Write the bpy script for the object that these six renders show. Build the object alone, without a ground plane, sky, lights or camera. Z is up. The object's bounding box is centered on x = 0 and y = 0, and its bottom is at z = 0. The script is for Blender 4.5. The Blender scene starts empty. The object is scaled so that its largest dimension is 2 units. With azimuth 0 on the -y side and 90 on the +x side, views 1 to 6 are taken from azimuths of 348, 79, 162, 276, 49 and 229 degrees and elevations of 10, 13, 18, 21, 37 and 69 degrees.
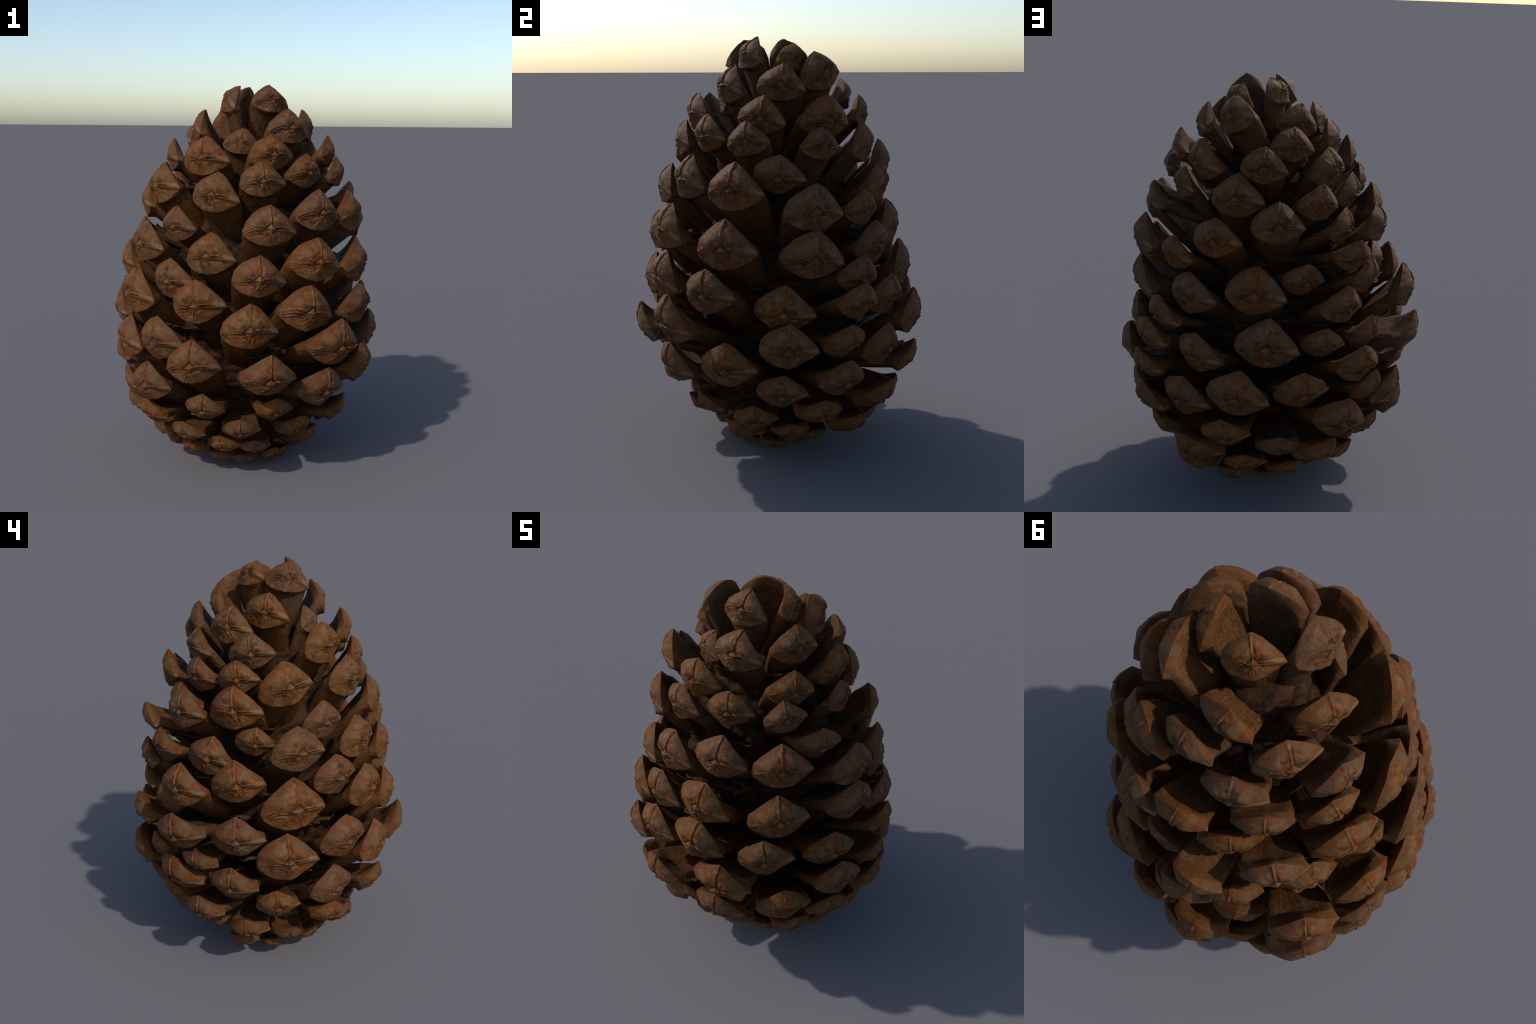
# An open pine cone: a dark core, about 130 woody scales set round it, each with a
# diamond-shaped wrinkled shield at its tip, and thin torn wing remnants between the scales.
import bpy, math
import numpy as np
from mathutils import Matrix, Vector, noise

RNG = np.random.default_rng(7)
SEG = 6                      # mesh samples per straight piece of a shield outline
FRONT_RINGS = 40


# ---------------------------------------------------------------- one scale
# The scale is modelled for a shield 1 unit wide.  x: right, y: up, z: outward, origin on the umbo.
OUTLINE = [  # x, y, z round the rim: right corner, apex, left corner, bottom
    (.500, .020, -.20), (.440, .140, -.130), (.325, .265, -.070), (.150, .410, -.015),
    (.005, .492, -.000), (-.150, .425, -.015), (-.320, .330, -.065), (-.450, .210, -.125),
    (-.500, .045, -.20), (-.460, -.050, -.215), (-.345, -.140, -.215), (-.170, -.220, -.185),
    (.000, -.245, -.160), (.155, -.205, -.185), (.315, -.110, -.215), (.435, -.025, -.215)]
NECK = [  # z, half width, top of the side walls, bottom, depth of the trough between the walls
    (-.34, .450, .275, -.165, .125), (-.60, .420, .250, -.160, .100), (-.90, .375, .210, -.155, .070),
    (-1.25, .315, .175, -.140, .040), (-1.80, .230, .125, -.110, .0)]
DROOP = {'level': math.radians(17), 'steep': math.radians(26)}   # how far the neck bends down from the shield's normal


def smooth(a, b, v):
    t = np.clip((v - a) / (b - a), 0, 1)
    return t * t * (3 - 2 * t)


def bump(v, c, w):
    return np.exp(-((v - c) / w) ** 2)


def shield_relief(x, y, kind, seed):
    """Height of the shield's wrinkles above its smooth dome."""
    r = np.hypot(x, y)
    ang = np.arctan2(y, x)
    up, down = smooth(-.02, .10, y), smooth(.02, -.06, y)
    right, left = smooth(.0, .12, x), smooth(.0, -.12, x)
    h = np.zeros_like(x)
    keel_y = (.02 + .02 * np.sin(x * 5)) * np.ones_like(x)
    if kind == 'dull':
        crest = .5 * smooth(.10, .22, y)
    else:
        crest = smooth(.06, .13, y)
    sway = .010 * np.sin(y * 9 + seed)
    # crest running from the apex down to the umbo, with a furrow at its right
    h += crest * (.016 * bump(x, sway - .006, .011) - .013 * bump(x, sway + .024, .022))
    # swollen lobes either side of the crest
    h += .020 * up * (bump(x, -.17, .13) + bump(x, .17, .13)) * bump(y, .15, .14)
    h -= .012 * bump(x, .10, .05) * bump(y, .085, .05)
    h -= .010 * bump(x, -.10, .05) * bump(y, .095, .05)
    # umbo: a little pyramid in a shallow ring
    h += .040 * np.clip(1 - (np.abs(x) / .100 + np.abs(y - .005) / .084), 0, 1) ** .85
    h -= .015 * bump(np.abs(x) * .9 + np.abs(y) * 1.05, .118, .020) * smooth(-.03, .05, y)
    # keel: a pinched line to the right corner, folded eyelid-like skin to the left
    h += right * bump(y, keel_y + .010, .012) * .018 * smooth(.5, .1, np.abs(x))
    h -= right * (bump(y, keel_y - .014, .009) * .014 * smooth(.42, .2, np.abs(x)) + bump(y, keel_y + .034, .016) * .006) * smooth(.5, .12, np.abs(x))
    wob = np.array([noise.noise(Vector((a * 6, b * 9, seed * 1.7))) for a, b in zip(x.flat, y.flat)]).reshape(x.shape)
    arc = y - (.035 - .9 * (np.abs(x) - .27) ** 2) + .014 * wob
    fade = left * smooth(.50, .42, np.abs(x))
    h += fade * (.8 + .5 * np.sin(x * 11 + seed * 2)) * (.014 * bump(arc, .014, .011) - .012 * bump(arc, -.008, .009) + .010 * bump(arc, -.026, .010)
                 - .017 * bump(arc, -.046, .010) + .013 * bump(arc, -.068, .013) - .009 * bump(arc, -.092, .012))
    # uneven pleats fanning out below the umbo
    k = smooth(.05, .09, r) * smooth(.24, .11, r) * smooth(.02, -.06, y) * (.6 + .4 * np.sin(ang * 3 + seed))
    h += k * .013 * np.sin(ang * 9 + 2.2 * np.sin(ang * 4 + seed) + 14 * r)
    for cx, cy, wx, wy in ((-.125, -.030, .022, .020), (-.095, -.075, .020, .028), (-.040, -.105, .022, .032), (.050, -.095, .018, .030), (.105, -.060, .026, .018)):
        h += .020 * np.exp(-((x - cx) / wx) ** 2 - ((y - cy) / wy) ** 2)
    k = smooth(.10, .16, r) * smooth(.45, .2, r) * down
    h += k * .0025 * np.sin(ang * 30 + 3 * np.sin(ang * 5) + seed)
    h -= .010 * bump(x, .005, .014) * smooth(-.07, -.13, y)
    h *= 1.3
    # irregular skin
    for i in range(x.size):
        p = Vector((x.flat[i] * 5 + seed * 3.1, y.flat[i] * 5, seed))
        h.flat[i] += .012 * noise.noise(p) + .008 * noise.noise(p * 2.7) + .005 * noise.noise(p * 6.3)
    return h


def rim():
    pts = np.array(OUTLINE)
    nxt = np.roll(pts, -1, 0)
    t = np.arange(SEG)[None, :, None] / SEG
    return (pts[:, None] * (1 - t) + nxt[:, None] * t).reshape(-1, 3)


def scale_mesh(name, kind, droop, seed):
    edge = rim()
    n = len(edge)
    rng = np.random.default_rng(100 + seed)
    # vary the outline a little from one kind of scale to the next
    a = np.arctan2(edge[:, 1], edge[:, 0])
    edge[:, :2] *= (1 + .02 * np.sin(a * 3 + seed) + .015 * np.sin(a * 5 + 2 * seed))[:, None]
    verts, faces = [], []
    # front of the shield, ring by ring from the umbo to the rim
    s = np.linspace(0, 1, FRONT_RINGS + 1)[1:] ** .9
    X = edge[None, :, 0] * s[:, None]
    Y = edge[None, :, 1] * s[:, None]
    upper = smooth(-.05, .2, edge[:, 1])[None, :]
    dome = .062 * np.sin(np.pi * s[:, None] ** 1.1) * (.12 + .88 * upper)
    power = 1.75 - .65 * smooth(.03, -.06, edge[:, 1])[None, :]
    Z = edge[None, :, 2] * (s[:, None] ** power) + dome
    Z = Z + shield_relief(X, Y, kind, seed) * smooth(1.0, .93, s)[:, None]
    Z = Z - .004 * smooth(.95, 1.0, s)[:, None]
    verts.append((0, 0, .040 + shield_relief(np.zeros(1), np.zeros(1), kind, seed)[0] - .04))
    rings = [np.stack([X[k], Y[k], Z[k]], 1) for k in range(len(s))]
    last = rings[-1]
    # round the lip, then run back along the neck
    phi = np.linspace(0, 2 * np.pi, n, endpoint=False)
    sections = []
    for z, hx, top, bot, hollow in NECK:
        yc, hy = (top + bot) / 2, (top - bot) / 2
        c, sn = np.cos(phi), np.sin(phi)
        e = np.where(sn > 0, 2 / 3.6, 2 / 1.7)
        sx = hx * np.sign(c) * np.abs(c) ** e
        sy = yc + hy * np.sign(sn) * np.abs(sn) ** e
        u = sx / hx
        sy = sy - np.where(sn > 0, hollow * (1 - np.abs(u) ** 3) * (1 - .30 * bump(u, 0, .14)), 0)
        sections.append(np.stack([sx - .02, sy + math.tan(DROOP[droop]) * (z + .28), np.full(n, z)], 1))
    first = sections[0]
    top_side = smooth(-.02, .12, edge[:, 1])[:, None]
    for t, blend_top, blend_low in ((.07, .03, .06), (.16, .12, .18), (.32, .27, .36), (.50, .46, .56), (.68, .66, .74), (.85, .85, .88)):
        b = blend_top * top_side + blend_low * (1 - top_side)
        ring = last * (1 - b) + first * b
        ring[:, 2] = last[:, 2] * (1 - t) + first[:, 2] * t
        rings.append(ring)
    fine = [first]
    for p, q in zip(sections[:-1], sections[1:]):
        fine += [p * (1 - t) + q * t for t in (.34, .67, 1)]
    for k, ring in enumerate(fine):
        ring = ring.copy()
        for j in range(n):     # lengthwise furrows and lumps of the woody neck
            x, y, z = ring[j]
            f = .012 * noise.noise(Vector((x * 9 + seed, y * 9, z * 1.2))) + .010 * noise.noise(Vector((x * 3, y * 3 + seed, z * 3)))
            ring[j, :2] *= 1 + f * 2.2
        rings.append(ring)
    for ring in rings:
        verts += [tuple(v) for v in ring]
    for j in range(n):
        faces.append((0, 1 + j, 1 + (j + 1) % n))
    for k in range(len(rings) - 1):
        o, o2 = 1 + k * n, 1 + (k + 1) * n
        for j in range(n):
            j2 = (j + 1) % n
            faces.append((o + j, o2 + j, o2 + j2, o + j2))
    tail = len(verts)
    verts.append((0, math.tan(DROOP[droop]) * NECK[-1][0], NECK[-1][0] - .03))
    o = 1 + (len(rings) - 1) * n
    for j in range(n):
        faces.append((tail, o + (j + 1) % n, o + j))
    me = bpy.data.meshes.new(name)
    me.from_pydata(verts, [], faces)
    me.shade_smooth()
    me.set_sharp_from_angle(angle=math.radians(42))
    me.update()
    return me


# ---------------------------------------------------------------- materials
class Nodes:
    def __init__(self, name):
        self.mat = bpy.data.materials.new(name)
        self.mat.use_nodes = True
        self.t = self.mat.node_tree
        self.t.nodes.clear()
        self.out = self.t.nodes.new('ShaderNodeOutputMaterial')

    def add(self, kind, **values):
        nd = self.t.nodes.new(kind)
        for k, v in values.items():
            if k.startswith('i_'):
                self.plug(nd.inputs[k[2:].replace('_', ' ')], v)
            else:
                setattr(nd, k, v)
        return nd

    def plug(self, socket, v):
        if isinstance(v, bpy.types.NodeSocket):
            self.t.links.new(v, socket)
        else:
            socket.default_value = v

    def math(self, op, a, b=0.0, clamp=False):
        nd = self.add('ShaderNodeMath', operation=op, use_clamp=clamp)
        self.plug(nd.inputs[0], a)
        self.plug(nd.inputs[1], b)
        return nd.outputs[0]

    def ramp(self, v, a, b, lo=0.0, hi=1.0):
        nd = self.add('ShaderNodeMapRange', interpolation_type='SMOOTHSTEP')
        for i, w in enumerate((v, a, b, lo, hi)):
            self.plug(nd.inputs[i], w)
        return nd.outputs[0]

    def mix(self, f, a, b, blend='MIX'):
        nd = self.add('ShaderNodeMix', data_type='RGBA', blend_type=blend)
        self.plug(nd.inputs[0], f)
        self.plug(nd.inputs[6], a if isinstance(a, bpy.types.NodeSocket) else (*a, 1))
        self.plug(nd.inputs[7], b if isinstance(b, bpy.types.NodeSocket) else (*b, 1))
        return nd.outputs[2]

    def vec(self, op, a, b):
        nd = self.add('ShaderNodeVectorMath', operation=op)
        self.plug(nd.inputs[0], a)
        self.plug(nd.inputs[1], b)
        return nd.outputs[0]

    def noise(self, v, scale, detail=4.0, rough=.55):
        return self.add('ShaderNodeTexNoise', i_Vector=v, i_Scale=scale, i_Detail=detail, i_Roughness=rough).outputs['Fac']


def srgb(r, g, b):
    return tuple((c / 255 / 12.92) if c <= 10 else ((c / 255 + .055) / 1.055) ** 2.4 for c in (r, g, b))


def scale_material(name, dull):
    m = Nodes(name)
    co = m.add('ShaderNodeTexCoord').outputs['Object']
    rnd = m.add('ShaderNodeObjectInfo').outputs['Random']
    sep = m.add('ShaderNodeSeparateXYZ', i_Vector=co)
    x, y, z = sep.outputs
    shift = m.add('ShaderNodeCombineXYZ', i_X=m.math('MULTIPLY', rnd, 37.0), i_Y=m.math('MULTIPLY', rnd, 11.0), i_Z=0.0).outputs[0]
    p = m.vec('ADD', co, shift)
    # --- the shield
    def moved(a, b, c):
        return m.vec('ADD', p, (a, b, c))
    base = srgb(100, 76, 47) if dull else srgb(103, 72, 44)
    col = m.mix(m.ramp(m.noise(p, 6.5, 5, .6), .44, .58), base, srgb(116, 70, 37))
    col = m.mix(m.math('MULTIPLY', m.ramp(m.noise(moved(5, 1, 2), 8.0, 5, .65), .50, .60), .75), col, srgb(122, 102, 80))
    col = m.mix(m.math('MULTIPLY', m.ramp(m.noise(moved(1, 7, 4), 8.5, 5, .7), .53, .63), .75 if dull else .35), col, srgb(90, 78, 54))
    col = m.mix(m.math('MULTIPLY', m.ramp(m.noise(moved(9, 3, 1), 7.0, 5, .65), .52, .64), .75), col, srgb(62, 40, 24))
    # --- orange band inside the lip, grey skin on the keel, dark ring round the umbo, pale crest
    lip = m.math('ADD', m.math('MULTIPLY', m.math('ABSOLUTE', x), .86), y)
    lip = m.math('ADD', lip, m.math('MULTIPLY', m.math('SUBTRACT', m.noise(p, 7.0, 4), .5), .20))
    col = m.mix(m.math('MULTIPLY', m.ramp(lip, .40, .48), .7), col, srgb(99, 63, 34))
    grey = m.math('MULTIPLY', m.ramp(m.math('ABSOLUTE', m.math('SUBTRACT', y, .03)), .07, .02), m.ramp(m.math('ABSOLUTE', x), .12, .24))
    col = m.mix(m.math('MULTIPLY', grey, m.ramp(m.noise(moved(2, 2, 2), 7.0, 4), .38, .58, 0, .75)), col, srgb(104, 86, 64))
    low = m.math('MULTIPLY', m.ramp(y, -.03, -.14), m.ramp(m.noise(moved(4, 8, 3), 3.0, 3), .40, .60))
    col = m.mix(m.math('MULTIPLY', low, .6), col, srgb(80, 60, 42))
    # patches that sit at the same place on every shield, with ragged edges
    rag = m.math('MULTIPLY', m.math('SUBTRACT', m.noise(moved(6, 6, 6), 9.0, 4, .6), .5), 1.8)
    for cx, cy, wx, wy, tint, amount in ((.16, .10, .075, .055, srgb(70, 44, 25), .8), (.23, .26, .085, .10, srgb(98, 86, 66), .7),
                                         (.39, .06, .10, .045, srgb(126, 110, 92), .8), (-.27, .20, .10, .08, srgb(102, 87, 68), .55),
                                         (-.14, .09, .07, .05, srgb(76, 50, 31), .6), (-.12, .30, .07, .07, srgb(114, 94, 78), .55)):
        dx = m.math('DIVIDE', m.math('SUBTRACT', x, cx), wx)
        dy = m.math('DIVIDE', m.math('SUBTRACT', y, cy), wy)
        d = m.math('SQRT', m.math('ADD', m.math('POWER', dx, 2.0), m.math('POWER', dy, 2.0)))
        col = m.mix(m.ramp(m.math('ADD', d, rag), 1.15, .55, 0.0, amount), col, tint)
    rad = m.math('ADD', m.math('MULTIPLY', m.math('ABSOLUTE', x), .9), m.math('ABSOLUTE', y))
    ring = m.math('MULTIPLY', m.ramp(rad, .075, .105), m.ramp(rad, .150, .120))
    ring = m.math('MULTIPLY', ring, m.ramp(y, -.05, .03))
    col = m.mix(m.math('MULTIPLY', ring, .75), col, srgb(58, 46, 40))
    crest = m.math('MULTIPLY', m.ramp(m.math('ABSOLUTE', m.math('ADD', x, .004)), .014, .005), m.math('MULTIPLY', m.ramp(y, .10, .16), m.ramp(y, .44, .36)))
    col = m.mix(m.math('MULTIPLY', crest, .45), col, srgb(128, 96, 66))
    # --- woody neck, grain running lengthwise
    stretch = m.add('ShaderNodeMapping', i_Vector=p, i_Scale=(26, 26, 2.2)).outputs[0]
    grain = m.noise(stretch, 1.0, 4, .6)
    neck = m.mix(m.ramp(grain, .36, .68), srgb(74, 52, 33), srgb(112, 80, 50))
    neck = m.mix(m.math('MULTIPLY', m.ramp(m.noise(p, 3.0, 4, .6), .46, .64), .6), neck, srgb(98, 82, 62))
    neck = m.mix(m.math('MULTIPLY', m.ramp(m.noise(moved(3, 3, 8), 2.2, 3), .50, .66), .55), neck, srgb(102, 62, 31))
    # neck takes over behind the shield's rim
    limit = m.math('SUBTRACT', m.math('MULTIPLY', m.math('ABSOLUTE', x), -.40), .075)
    under = m.ramp(y, -.02, -.20, 0.0, .10)
    behind = m.math('SUBTRACT', m.math('SUBTRACT', limit, under), z)
    mask = m.ramp(m.math('ADD', behind, m.math('MULTIPLY', m.math('SUBTRACT', m.noise(p, 9.0, 3), .5), .06)), -.01, .05)
    col = m.mix(mask, col, neck)
    fine = m.noise(p, 46.0, 3, .7)
    col = m.mix(m.ramp(fine, .30, .72, .0, .30), col, srgb(52, 36, 24))
    col = m.mix(1.0, col, (.76, .62, .44), 'MULTIPLY')
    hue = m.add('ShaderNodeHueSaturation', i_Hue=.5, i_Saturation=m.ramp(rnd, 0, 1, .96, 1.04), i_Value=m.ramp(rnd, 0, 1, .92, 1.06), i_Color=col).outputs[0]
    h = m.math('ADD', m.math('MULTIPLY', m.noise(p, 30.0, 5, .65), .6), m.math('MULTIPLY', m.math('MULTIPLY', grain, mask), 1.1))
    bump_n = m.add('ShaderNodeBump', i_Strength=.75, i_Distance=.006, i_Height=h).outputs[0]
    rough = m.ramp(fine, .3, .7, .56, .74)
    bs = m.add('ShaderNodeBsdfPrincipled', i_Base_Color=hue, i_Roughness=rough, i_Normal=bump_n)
    bs.inputs['Specular IOR Level'].default_value = .15
    m.t.links.new(bs.outputs[0], m.out.inputs[0])
    return m.mat


def wood_material(name, dark, light, scale, stretch):
    m = Nodes(name)
    co = m.add('ShaderNodeTexCoord').outputs['Object']
    q = m.add('ShaderNodeMapping', i_Vector=co, i_Scale=stretch).outputs[0]
    f = m.noise(q, scale, 6, .65)
    col = m.mix(m.ramp(f, .36, .66), dark, light)
    col = m.mix(m.ramp(m.noise(co, 160.0, 3), .35, .7, 0, .4), col, tuple(c * .4 for c in dark))
    b = m.add('ShaderNodeBump', i_Strength=.8, i_Distance=.012, i_Height=f).outputs[0]
    bs = m.add('ShaderNodeBsdfPrincipled', i_Base_Color=col, i_Roughness=.85, i_Normal=b)
    bs.inputs['Specular IOR Level'].default_value = .12
    m.t.links.new(bs.outputs[0], m.out.inputs[0])
    return m.mat


# ---------------------------------------------------------------- assembly
cone = bpy.data.objects.new('pine_cone', None)
cone['label'] = 'brown open pine cone with wrinkled woody scales'
cone['category'] = 'pine cone'
bpy.context.scene.collection.objects.link(cone)


def child(name, mesh):
    ob = bpy.data.objects.new(name, mesh)
    ob.parent = cone
    bpy.context.scene.collection.objects.link(ob)
    return ob


BRIGHT, DULL = scale_material('scale_brown', False), scale_material('scale_olive_brown', True)
SHAPES = {(k, d): [scale_mesh('scale_shape', k, d, i) for i in seeds]
          for k, seeds in (('bright', (1, 2, 3)), ('dull', (4,))) for d in DROOP}
for (k, d), shapes in SHAPES.items():
    for me in shapes:
        me.materials.append(BRIGHT if k == 'bright' else DULL)
PLACED = []


def scale_at(z, azimuth, reach, width, yaw, pitch, roll, dull=False):
    """One scale: its umbo stands at height z and distance reach from the axis; yaw, pitch
    and roll turn the shield from facing straight outward."""
    shapes = SHAPES['dull' if dull else 'bright', 'steep' if z > 1.45 else 'level']
    me = shapes[len(PLACED) % len(shapes)]
    ob = child('scale', me)
    a, t, p = math.radians(azimuth), math.radians(azimuth + yaw), math.radians(pitch)
    r = math.radians(roll)
    out = Vector((math.cos(t), math.sin(t), 0))
    side = Vector((-math.sin(t), math.cos(t), 0))
    face = out * math.cos(p) + Vector((0, 0, math.sin(p)))
    up = Vector((0, 0, math.cos(p))) - out * math.sin(p)
    right = side * math.cos(r) + up * math.sin(r)
    up = up * math.cos(r) - side * math.sin(r)
    m = Matrix((right, up, face)).transposed().to_4x4()
    m.translation = (reach * math.cos(a), reach * math.sin(a), z)
    place = m @ Matrix.Scale(width * .975, 4)
    ob.matrix_local = place
    PLACED.append((place, z, azimuth, reach, width, pitch))


# crown scales
scale_at(z=1.942, azimuth=124.3, reach=0.080, width=0.200, yaw=12, pitch=56, roll=2)
scale_at(z=1.926, azimuth=-136.7, reach=0.206, width=0.220, yaw=-28, pitch=48, roll=-19)
scale_at(z=1.922, azimuth=-62.0, reach=0.212, width=0.219, yaw=-5, pitch=42, roll=-8)
scale_at(z=1.900, azimuth=16.0, reach=0.205, width=0.195, yaw=16, pitch=38, roll=-10)
scale_at(z=1.839, azimuth=35.4, reach=0.296, width=0.248, yaw=-15, pitch=32, roll=15)
scale_at(z=1.805, azimuth=106.8, reach=0.250, width=0.218, yaw=-5, pitch=23, roll=-13)
scale_at(z=1.785, azimuth=-173.4, reach=0.287, width=0.232, yaw=-17, pitch=32, roll=-9)
scale_at(z=1.784, azimuth=-10.5, reach=0.338, width=0.230, yaw=-4, pitch=29, roll=-4, dull=True)
scale_at(z=1.778, azimuth=-60.2, reach=0.346, width=0.247, yaw=-7, pitch=32, roll=-8)
# shoulder scales
scale_at(z=1.727, azimuth=92.5, reach=0.352, width=0.211, yaw=4, pitch=27, roll=-7)
scale_at(z=1.724, azimuth=154.5, reach=0.329, width=0.242, yaw=3, pitch=31, roll=-2)
scale_at(z=1.712, azimuth=-107.6, reach=0.279, width=0.199, yaw=5, pitch=41, roll=-8)
scale_at(z=1.650, azimuth=-83.3, reach=0.434, width=0.243, yaw=6, pitch=23, roll=-1)
scale_at(z=1.644, azimuth=70.2, reach=0.419, width=0.221, yaw=1, pitch=22, roll=-4)
scale_at(z=1.642, azimuth=-22.3, reach=0.453, width=0.226, yaw=1, pitch=18, roll=-7)
scale_at(z=1.631, azimuth=-130.7, reach=0.452, width=0.268, yaw=3, pitch=25, roll=2)
scale_at(z=1.626, azimuth=21.6, reach=0.414, width=0.264, yaw=-4, pitch=15, roll=-3)
scale_at(z=1.618, azimuth=177.4, reach=0.419, width=0.231, yaw=-2, pitch=18, roll=5)
scale_at(z=1.613, azimuth=122.8, reach=0.394, width=0.243, yaw=-4, pitch=25, roll=1, dull=True)
scale_at(z=1.557, azimuth=-59.0, reach=0.464, width=0.232, yaw=-1, pitch=17, roll=-1)
scale_at(z=1.549, azimuth=-28.0, reach=0.510, width=0.205, yaw=-3, pitch=21, roll=7)
scale_at(z=1.527, azimuth=-91.8, reach=0.489, width=0.235, yaw=1, pitch=25, roll=-0)
scale_at(z=1.527, azimuth=13.2, reach=0.472, width=0.197, yaw=3, pitch=24, roll=-4)
scale_at(z=1.510, azimuth=55.3, reach=0.462, width=0.258, yaw=2, pitch=24, roll=-0)
scale_at(z=1.509, azimuth=169.4, reach=0.465, width=0.215, yaw=-2, pitch=19, roll=6)
scale_at(z=1.492, azimuth=138.4, reach=0.445, width=0.232, yaw=3, pitch=12, roll=-3)
scale_at(z=1.490, azimuth=102.0, reach=0.502, width=0.221, yaw=4, pitch=14, roll=-7)
scale_at(z=1.484, azimuth=-161.7, reach=0.527, width=0.280, yaw=6, pitch=24, roll=9, dull=True)
scale_at(z=1.461, azimuth=-120.2, reach=0.523, width=0.269, yaw=-4, pitch=24, roll=-5, dull=True)
scale_at(z=1.422, azimuth=78.4, reach=0.534, width=0.246, yaw=-4, pitch=26, roll=1, dull=True)
# upper scales
scale_at(z=1.395, azimuth=-12.2, reach=0.551, width=0.239, yaw=-5, pitch=3, roll=-4)
scale_at(z=1.384, azimuth=169.8, reach=0.554, width=0.274, yaw=-3, pitch=21, roll=3)
scale_at(z=1.372, azimuth=-61.3, reach=0.577, width=0.274, yaw=-4, pitch=26, roll=-6)
scale_at(z=1.361, azimuth=141.6, reach=0.582, width=0.247, yaw=4, pitch=23, roll=1)
scale_at(z=1.352, azimuth=124.1, reach=0.480, width=0.242, yaw=17, pitch=12, roll=-4)
scale_at(z=1.348, azimuth=-32.0, reach=0.605, width=0.284, yaw=-5, pitch=25, roll=1)
scale_at(z=1.341, azimuth=48.8, reach=0.559, width=0.240, yaw=4, pitch=21, roll=2)
scale_at(z=1.314, azimuth=-89.7, reach=0.581, width=0.272, yaw=-1, pitch=29, roll=-3)
scale_at(z=1.297, azimuth=-142.8, reach=0.546, width=0.238, yaw=2, pitch=17, roll=2)
scale_at(z=1.267, azimuth=2.6, reach=0.641, width=0.274, yaw=-1, pitch=20, roll=-3, dull=True)
scale_at(z=1.266, azimuth=113.3, reach=0.622, width=0.209, yaw=-9, pitch=1, roll=-6)
scale_at(z=1.246, azimuth=28.5, reach=0.600, width=0.212, yaw=3, pitch=12, roll=-4)
scale_at(z=1.232, azimuth=179.8, reach=0.560, width=0.200, yaw=3, pitch=7, roll=-7)
scale_at(z=1.203, azimuth=-159.6, reach=0.630, width=0.284, yaw=8, pitch=22, roll=-0)
scale_at(z=1.175, azimuth=-120.4, reach=0.586, width=0.277, yaw=-6, pitch=27, roll=3, dull=True)
scale_at(z=1.159, azimuth=92.8, reach=0.535, width=0.217, yaw=3, pitch=3, roll=-5)
scale_at(z=1.148, azimuth=154.8, reach=0.563, width=0.257, yaw=9, pitch=24, roll=-11, dull=True)
scale_at(z=1.148, azimuth=125.8, reach=0.610, width=0.239, yaw=6, pitch=9, roll=-1)
scale_at(z=1.147, azimuth=-68.4, reach=0.645, width=0.292, yaw=-4, pitch=25, roll=-10)
scale_at(z=1.125, azimuth=68.5, reach=0.581, width=0.290, yaw=-1, pitch=24, roll=-5)
scale_at(z=1.098, azimuth=-34.0, reach=0.649, width=0.300, yaw=0, pitch=21, roll=2)
scale_at(z=1.078, azimuth=-95.4, reach=0.627, width=0.273, yaw=3, pitch=23, roll=-3)
scale_at(z=1.074, azimuth=38.0, reach=0.603, width=0.269, yaw=0, pitch=14, roll=1)
scale_at(z=1.066, azimuth=172.9, reach=0.662, width=0.271, yaw=2, pitch=18, roll=7)
scale_at(z=1.058, azimuth=107.7, reach=0.645, width=0.235, yaw=0, pitch=13, roll=-4, dull=True)
scale_at(z=1.055, azimuth=2.0, reach=0.644, width=0.298, yaw=-3, pitch=9, roll=-8)
scale_at(z=1.041, azimuth=149.2, reach=0.726, width=0.279, yaw=-1, pitch=23, roll=1)
scale_at(z=1.038, azimuth=-140.4, reach=0.612, width=0.269, yaw=1, pitch=15, roll=4)
# belly scales
scale_at(z=0.954, azimuth=23.7, reach=0.644, width=0.237, yaw=1, pitch=6, roll=-8)
scale_at(z=0.949, azimuth=-163.2, reach=0.679, width=0.329, yaw=8, pitch=23, roll=-1)
scale_at(z=0.947, azimuth=-123.3, reach=0.651, width=0.291, yaw=1, pitch=18, roll=7)
scale_at(z=0.910, azimuth=-72.6, reach=0.652, width=0.307, yaw=-0, pitch=20, roll=-12)
scale_at(z=0.904, azimuth=74.0, reach=0.646, width=0.301, yaw=-5, pitch=21, roll=-5)
scale_at(z=0.894, azimuth=-40.5, reach=0.684, width=0.277, yaw=-4, pitch=16, roll=4)
scale_at(z=0.888, azimuth=98.5, reach=0.630, width=0.217, yaw=-11, pitch=-1, roll=-4)
scale_at(z=0.862, azimuth=126.3, reach=0.615, width=0.234, yaw=1, pitch=-0, roll=-2)
scale_at(z=0.849, azimuth=21.1, reach=0.688, width=0.235, yaw=5, pitch=5, roll=-6)
scale_at(z=0.840, azimuth=-99.3, reach=0.659, width=0.292, yaw=5, pitch=21, roll=0, dull=True)
scale_at(z=0.821, azimuth=-10.1, reach=0.642, width=0.289, yaw=-9, pitch=7, roll=-4)
scale_at(z=0.819, azimuth=43.9, reach=0.640, width=0.269, yaw=-7, pitch=8, roll=-2)
scale_at(z=0.803, azimuth=172.4, reach=0.699, width=0.278, yaw=-0, pitch=10, roll=3, dull=True)
scale_at(z=0.800, azimuth=148.7, reach=0.746, width=0.283, yaw=7, pitch=-1, roll=4)
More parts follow.
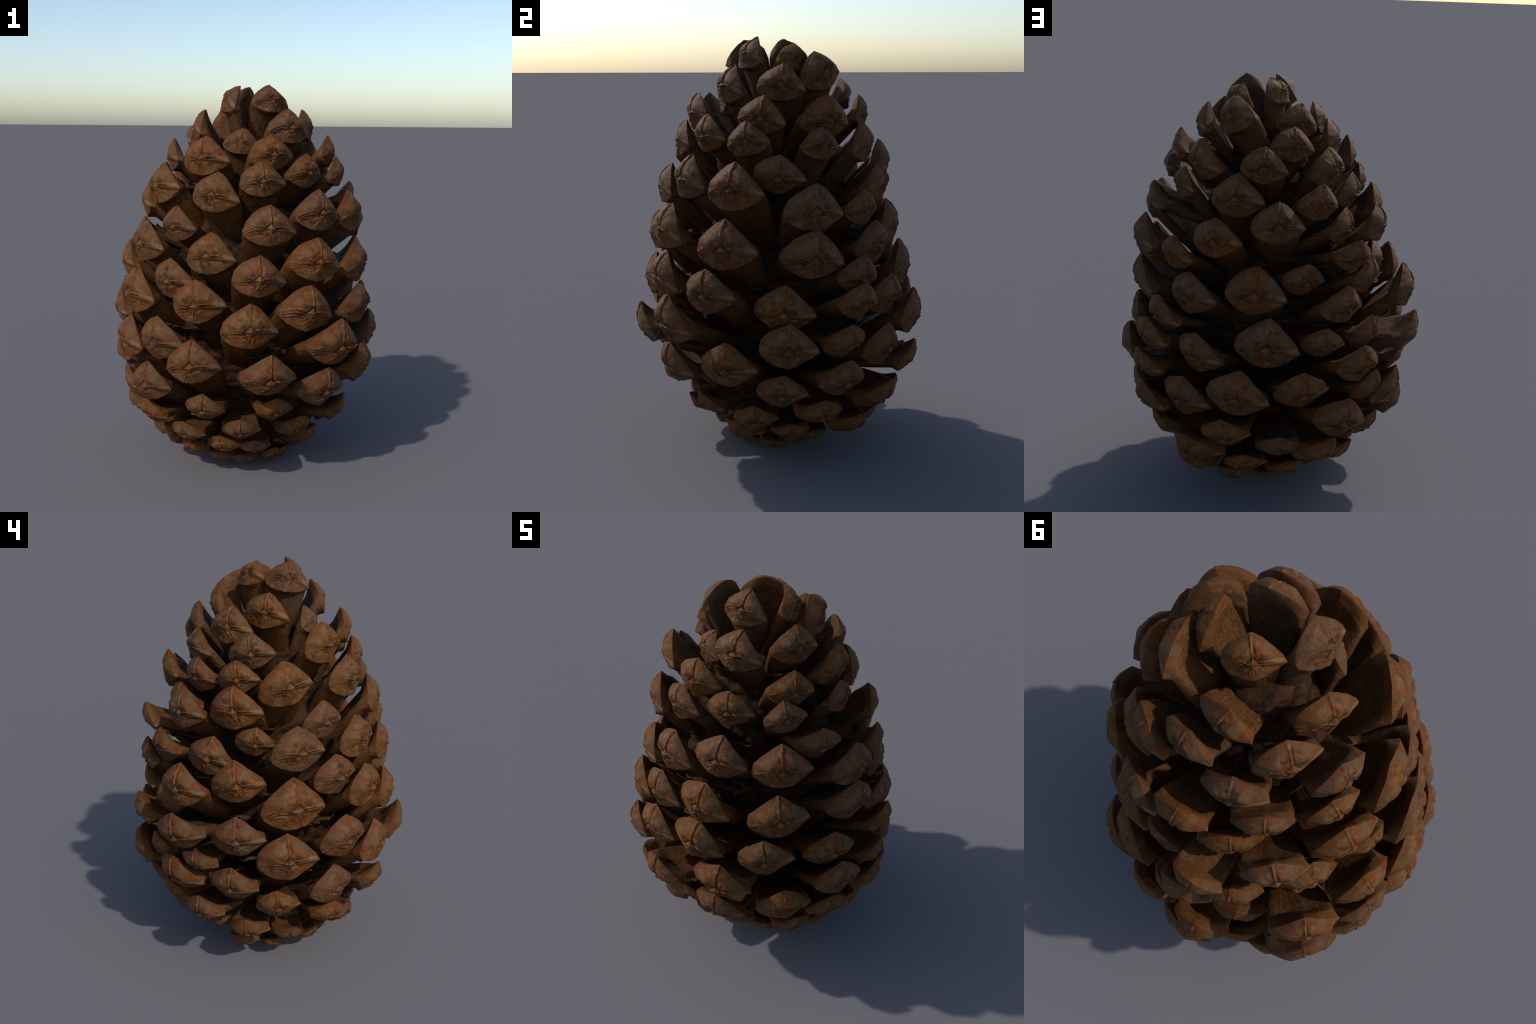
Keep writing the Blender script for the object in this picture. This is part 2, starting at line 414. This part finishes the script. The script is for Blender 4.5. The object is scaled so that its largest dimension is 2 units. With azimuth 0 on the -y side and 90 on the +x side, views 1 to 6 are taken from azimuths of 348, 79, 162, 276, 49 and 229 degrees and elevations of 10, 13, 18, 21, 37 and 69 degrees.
scale_at(z=0.778, azimuth=113.2, reach=0.706, width=0.255, yaw=-4, pitch=5, roll=-3)
scale_at(z=0.747, azimuth=-141.2, reach=0.693, width=0.295, yaw=3, pitch=12, roll=2)
scale_at(z=0.722, azimuth=-60.0, reach=0.701, width=0.318, yaw=-5, pitch=7, roll=-6)
scale_at(z=0.701, azimuth=-167.4, reach=0.703, width=0.310, yaw=2, pitch=23, roll=0)
# lower scales
scale_at(z=0.691, azimuth=88.8, reach=0.680, width=0.266, yaw=-2, pitch=0, roll=2)
scale_at(z=0.681, azimuth=63.4, reach=0.702, width=0.301, yaw=-0, pitch=11, roll=-8)
scale_at(z=0.677, azimuth=-8.3, reach=0.703, width=0.275, yaw=-2, pitch=13, roll=-2)
scale_at(z=0.668, azimuth=16.1, reach=0.673, width=0.243, yaw=6, pitch=-8, roll=1)
scale_at(z=0.664, azimuth=-123.3, reach=0.706, width=0.285, yaw=6, pitch=18, roll=4)
scale_at(z=0.637, azimuth=153.2, reach=0.674, width=0.210, yaw=1, pitch=-16, roll=-4)
scale_at(z=0.608, azimuth=125.0, reach=0.655, width=0.238, yaw=-1, pitch=-4, roll=0)
scale_at(z=0.600, azimuth=-91.6, reach=0.693, width=0.291, yaw=2, pitch=1, roll=-1)
scale_at(z=0.594, azimuth=38.6, reach=0.659, width=0.283, yaw=0, pitch=6, roll=-2)
scale_at(z=0.563, azimuth=-32.4, reach=0.674, width=0.286, yaw=1, pitch=9, roll=2, dull=True)
scale_at(z=0.549, azimuth=168.7, reach=0.690, width=0.267, yaw=-4, pitch=0, roll=-4)
scale_at(z=0.536, azimuth=104.0, reach=0.711, width=0.281, yaw=-8, pitch=6, roll=-14)
scale_at(z=0.527, azimuth=140.8, reach=0.681, width=0.307, yaw=0, pitch=-6, roll=-4)
scale_at(z=0.516, azimuth=-147.3, reach=0.696, width=0.268, yaw=9, pitch=12, roll=2)
scale_at(z=0.496, azimuth=-63.7, reach=0.647, width=0.289, yaw=-4, pitch=-0, roll=-5)
scale_at(z=0.490, azimuth=15.5, reach=0.667, width=0.263, yaw=4, pitch=-5, roll=-5)
scale_at(z=0.474, azimuth=59.1, reach=0.682, width=0.241, yaw=3, pitch=-8, roll=5)
scale_at(z=0.447, azimuth=-10.5, reach=0.641, width=0.244, yaw=-1, pitch=-3, roll=-4)
scale_at(z=0.435, azimuth=-172.1, reach=0.656, width=0.228, yaw=-2, pitch=0, roll=2)
scale_at(z=0.431, azimuth=-119.9, reach=0.650, width=0.214, yaw=3, pitch=-8, roll=-3)
scale_at(z=0.389, azimuth=80.6, reach=0.620, width=0.225, yaw=-4, pitch=-17, roll=2)
scale_at(z=0.388, azimuth=-85.0, reach=0.540, width=0.204, yaw=2, pitch=-12, roll=-0)
scale_at(z=0.385, azimuth=154.6, reach=0.690, width=0.236, yaw=-3, pitch=-5, roll=1)
# foot scales
scale_at(z=0.371, azimuth=130.1, reach=0.615, width=0.227, yaw=3, pitch=-16, roll=-10)
scale_at(z=0.355, azimuth=-149.1, reach=0.660, width=0.203, yaw=3, pitch=-10, roll=-6)
scale_at(z=0.322, azimuth=100.0, reach=0.605, width=0.283, yaw=11, pitch=-24, roll=-12)
scale_at(z=0.315, azimuth=42.3, reach=0.604, width=0.296, yaw=-4, pitch=-24, roll=3)
scale_at(z=0.299, azimuth=-103.7, reach=0.564, width=0.207, yaw=1, pitch=-18, roll=1)
scale_at(z=0.293, azimuth=9.3, reach=0.552, width=0.248, yaw=-5, pitch=-21, roll=-2)
scale_at(z=0.276, azimuth=66.0, reach=0.581, width=0.209, yaw=7, pitch=-15, roll=6)
scale_at(z=0.274, azimuth=173.9, reach=0.620, width=0.217, yaw=-0, pitch=-13, roll=2)
scale_at(z=0.259, azimuth=-23.9, reach=0.516, width=0.225, yaw=6, pitch=-13, roll=3)
scale_at(z=0.252, azimuth=-134.5, reach=0.558, width=0.203, yaw=4, pitch=-16, roll=0)
scale_at(z=0.235, azimuth=-64.1, reach=0.438, width=0.226, yaw=-5, pitch=-22, roll=2)
scale_at(z=0.232, azimuth=119.1, reach=0.529, width=0.228, yaw=8, pitch=-27, roll=-12)
scale_at(z=0.183, azimuth=88.8, reach=0.471, width=0.211, yaw=5, pitch=-26, roll=-1)
scale_at(z=0.179, azimuth=-165.9, reach=0.498, width=0.182, yaw=-2, pitch=-30, roll=-5)
scale_at(z=0.175, azimuth=-4.3, reach=0.450, width=0.196, yaw=-4, pitch=-28, roll=3)
scale_at(z=0.174, azimuth=32.9, reach=0.506, width=0.255, yaw=-1, pitch=-33, roll=-4)
scale_at(z=0.171, azimuth=-116.3, reach=0.450, width=0.196, yaw=0, pitch=-21, roll=3)
scale_at(z=0.167, azimuth=106.4, reach=0.411, width=0.175, yaw=-6, pitch=-31, roll=7)
scale_at(z=0.158, azimuth=58.0, reach=0.482, width=0.175, yaw=2, pitch=-28, roll=5)
scale_at(z=0.155, azimuth=139.9, reach=0.431, width=0.168, yaw=6, pitch=-28, roll=-7)
scale_at(z=0.154, azimuth=-94.9, reach=0.420, width=0.177, yaw=-2, pitch=-28, roll=3)
scale_at(z=0.126, azimuth=-39.9, reach=0.368, width=0.226, yaw=-4, pitch=-31, roll=-0)
scale_at(z=0.111, azimuth=15.7, reach=0.370, width=0.168, yaw=-6, pitch=-38, roll=6)
scale_at(z=0.104, azimuth=-146.7, reach=0.403, width=0.158, yaw=9, pitch=-30, roll=2)
scale_at(z=0.091, azimuth=2.6, reach=0.330, width=0.170, yaw=-3, pitch=-41, roll=3)
scale_at(z=0.079, azimuth=78.3, reach=0.340, width=0.159, yaw=-9, pitch=-39, roll=8)
scale_at(z=0.078, azimuth=-175.5, reach=0.411, width=0.150, yaw=-6, pitch=-34, roll=16)
scale_at(z=0.057, azimuth=-125.8, reach=0.324, width=0.152, yaw=13, pitch=-37, roll=-0)
scale_at(z=0.044, azimuth=-68.7, reach=0.272, width=0.131, yaw=-1, pitch=-15, roll=2)
scale_at(z=0.043, azimuth=-104.0, reach=0.290, width=0.152, yaw=-0, pitch=-40, roll=2)
scale_at(z=0.035, azimuth=-16.8, reach=0.270, width=0.155, yaw=-0, pitch=-42, roll=1)
scale_at(z=0.031, azimuth=-48.4, reach=0.255, width=0.121, yaw=1, pitch=-22, roll=-1)
scale_at(z=0.112, azimuth=165.0, reach=0.460, width=0.170, yaw=0, pitch=-30, roll=-3)


# ---------------------------------------------------------------- core
CORE = [(.045, .02), (.06, .15), (.12, .23), (.22, .29), (.36, .325), (.55, .37), (.75, .40), (.95, .395), (1.15, .355), (1.35, .30), (1.52, .235), (1.66, .16), (1.74, .09), (1.77, .02)]


def core_mesh():
    zs = np.linspace(CORE[0][0], CORE[-1][0], 150)
    rs = np.interp(zs, *zip(*CORE))
    n = 200
    verts, faces = [], []
    for z, r in zip(zs, rs):
        for j in range(n):
            a = 2 * math.pi * j / n
            d = Vector((math.cos(a), math.sin(a), 0))
            p = d * r + Vector((0, 0, z))
            k = .030 * noise.noise(p * 7) + .014 * noise.noise(Vector((p.x * 18, p.y * 18, p.z * 30))) + .008 * noise.noise(p * 60)
            verts.append(tuple(d * max(r + k * min(1, r / .12), .004) + Vector((0, 0, z))))
    for k in range(len(zs) - 1):
        for j in range(n):
            j2 = (j + 1) % n
            faces.append((k * n + j, k * n + j2, (k + 1) * n + j2, (k + 1) * n + j))
    faces.append(tuple(reversed(range(n))))
    faces.append(tuple(range((len(zs) - 1) * n, len(zs) * n)))
    me = bpy.data.meshes.new('core')
    me.from_pydata(verts, [], faces)
    me.shade_smooth()
    return me


core = child('core', core_mesh())
core.data.materials.append(wood_material('dark_core_wood', srgb(26, 16, 9), srgb(66, 42, 22), 1.0, (14, 14, 40)))

# ---------------------------------------------------------------- torn wing remnants on the necks
def remnant_mesh(seed):
    """A thin curled strip with a ragged outer end: y up, z outward, lying on a neck's top."""
    rng = np.random.default_rng(seed)
    n, m = 11, 13
    verts, faces = [], []
    ragged = .82 + .30 * rng.random(n)
    ragged[0] *= .75
    ragged[-1] *= .7
    for layer in (0, 1):
        for i in range(n):
            u = i / (n - 1) * 2 - 1
            for j in range(m):
                v = j / (m - 1)
                z = -1.35 + v * .80 * ragged[i]
                half = .40 - .10 * (1 - v)
                y = .235 - .05 * (1 - v) + .07 * u * u + .06 * v * v + .012 * math.sin(7 * v + 4 * u + seed)
                y += .03 * noise.noise(Vector((u * 2 + seed, v * 3, 1)))
                verts.append((u * half, y - layer * .016 * (1.2 - v), z))
    def idx(l, i, j):
        return l * n * m + i * m + j
    for i in range(n - 1):
        for j in range(m - 1):
            faces.append((idx(0, i, j), idx(0, i, j + 1), idx(0, i + 1, j + 1), idx(0, i + 1, j)))
            faces.append((idx(1, i, j), idx(1, i + 1, j), idx(1, i + 1, j + 1), idx(1, i, j + 1)))
    border = [(i, 0) for i in range(n)] + [(n - 1, j) for j in range(1, m)] + [(i, m - 1) for i in range(n - 2, -1, -1)] + [(0, j) for j in range(m - 2, 0, -1)]
    for (a, b), (c, d) in zip(border, border[1:] + border[:1]):
        faces.append((idx(0, a, b), idx(0, c, d), idx(1, c, d), idx(1, a, b)))
    me = bpy.data.meshes.new('wing_remnant')
    me.from_pydata(verts, [], faces)
    me.shade_smooth()
    me.materials.append(REMNANT)
    return me


REMNANT = wood_material('papery_tan', srgb(74, 52, 31), srgb(116, 88, 54), 1.0, (30, 8, 5))
WINGS = [remnant_mesh(s) for s in range(4)]
for k, (place, z, az, reach, width, pitch) in enumerate(PLACED):
    if z < .15 or z > 1.7 or RNG.random() < .6:
        continue
    w = child('wing_remnant', WINGS[k % 4])
    w.matrix_local = place @ Matrix.Translation((.05 * (RNG.random() - .5), .0, -.02 - .1 * RNG.random())) @ Matrix.Rotation(.25 * (RNG.random() - .5), 4, 'Y')
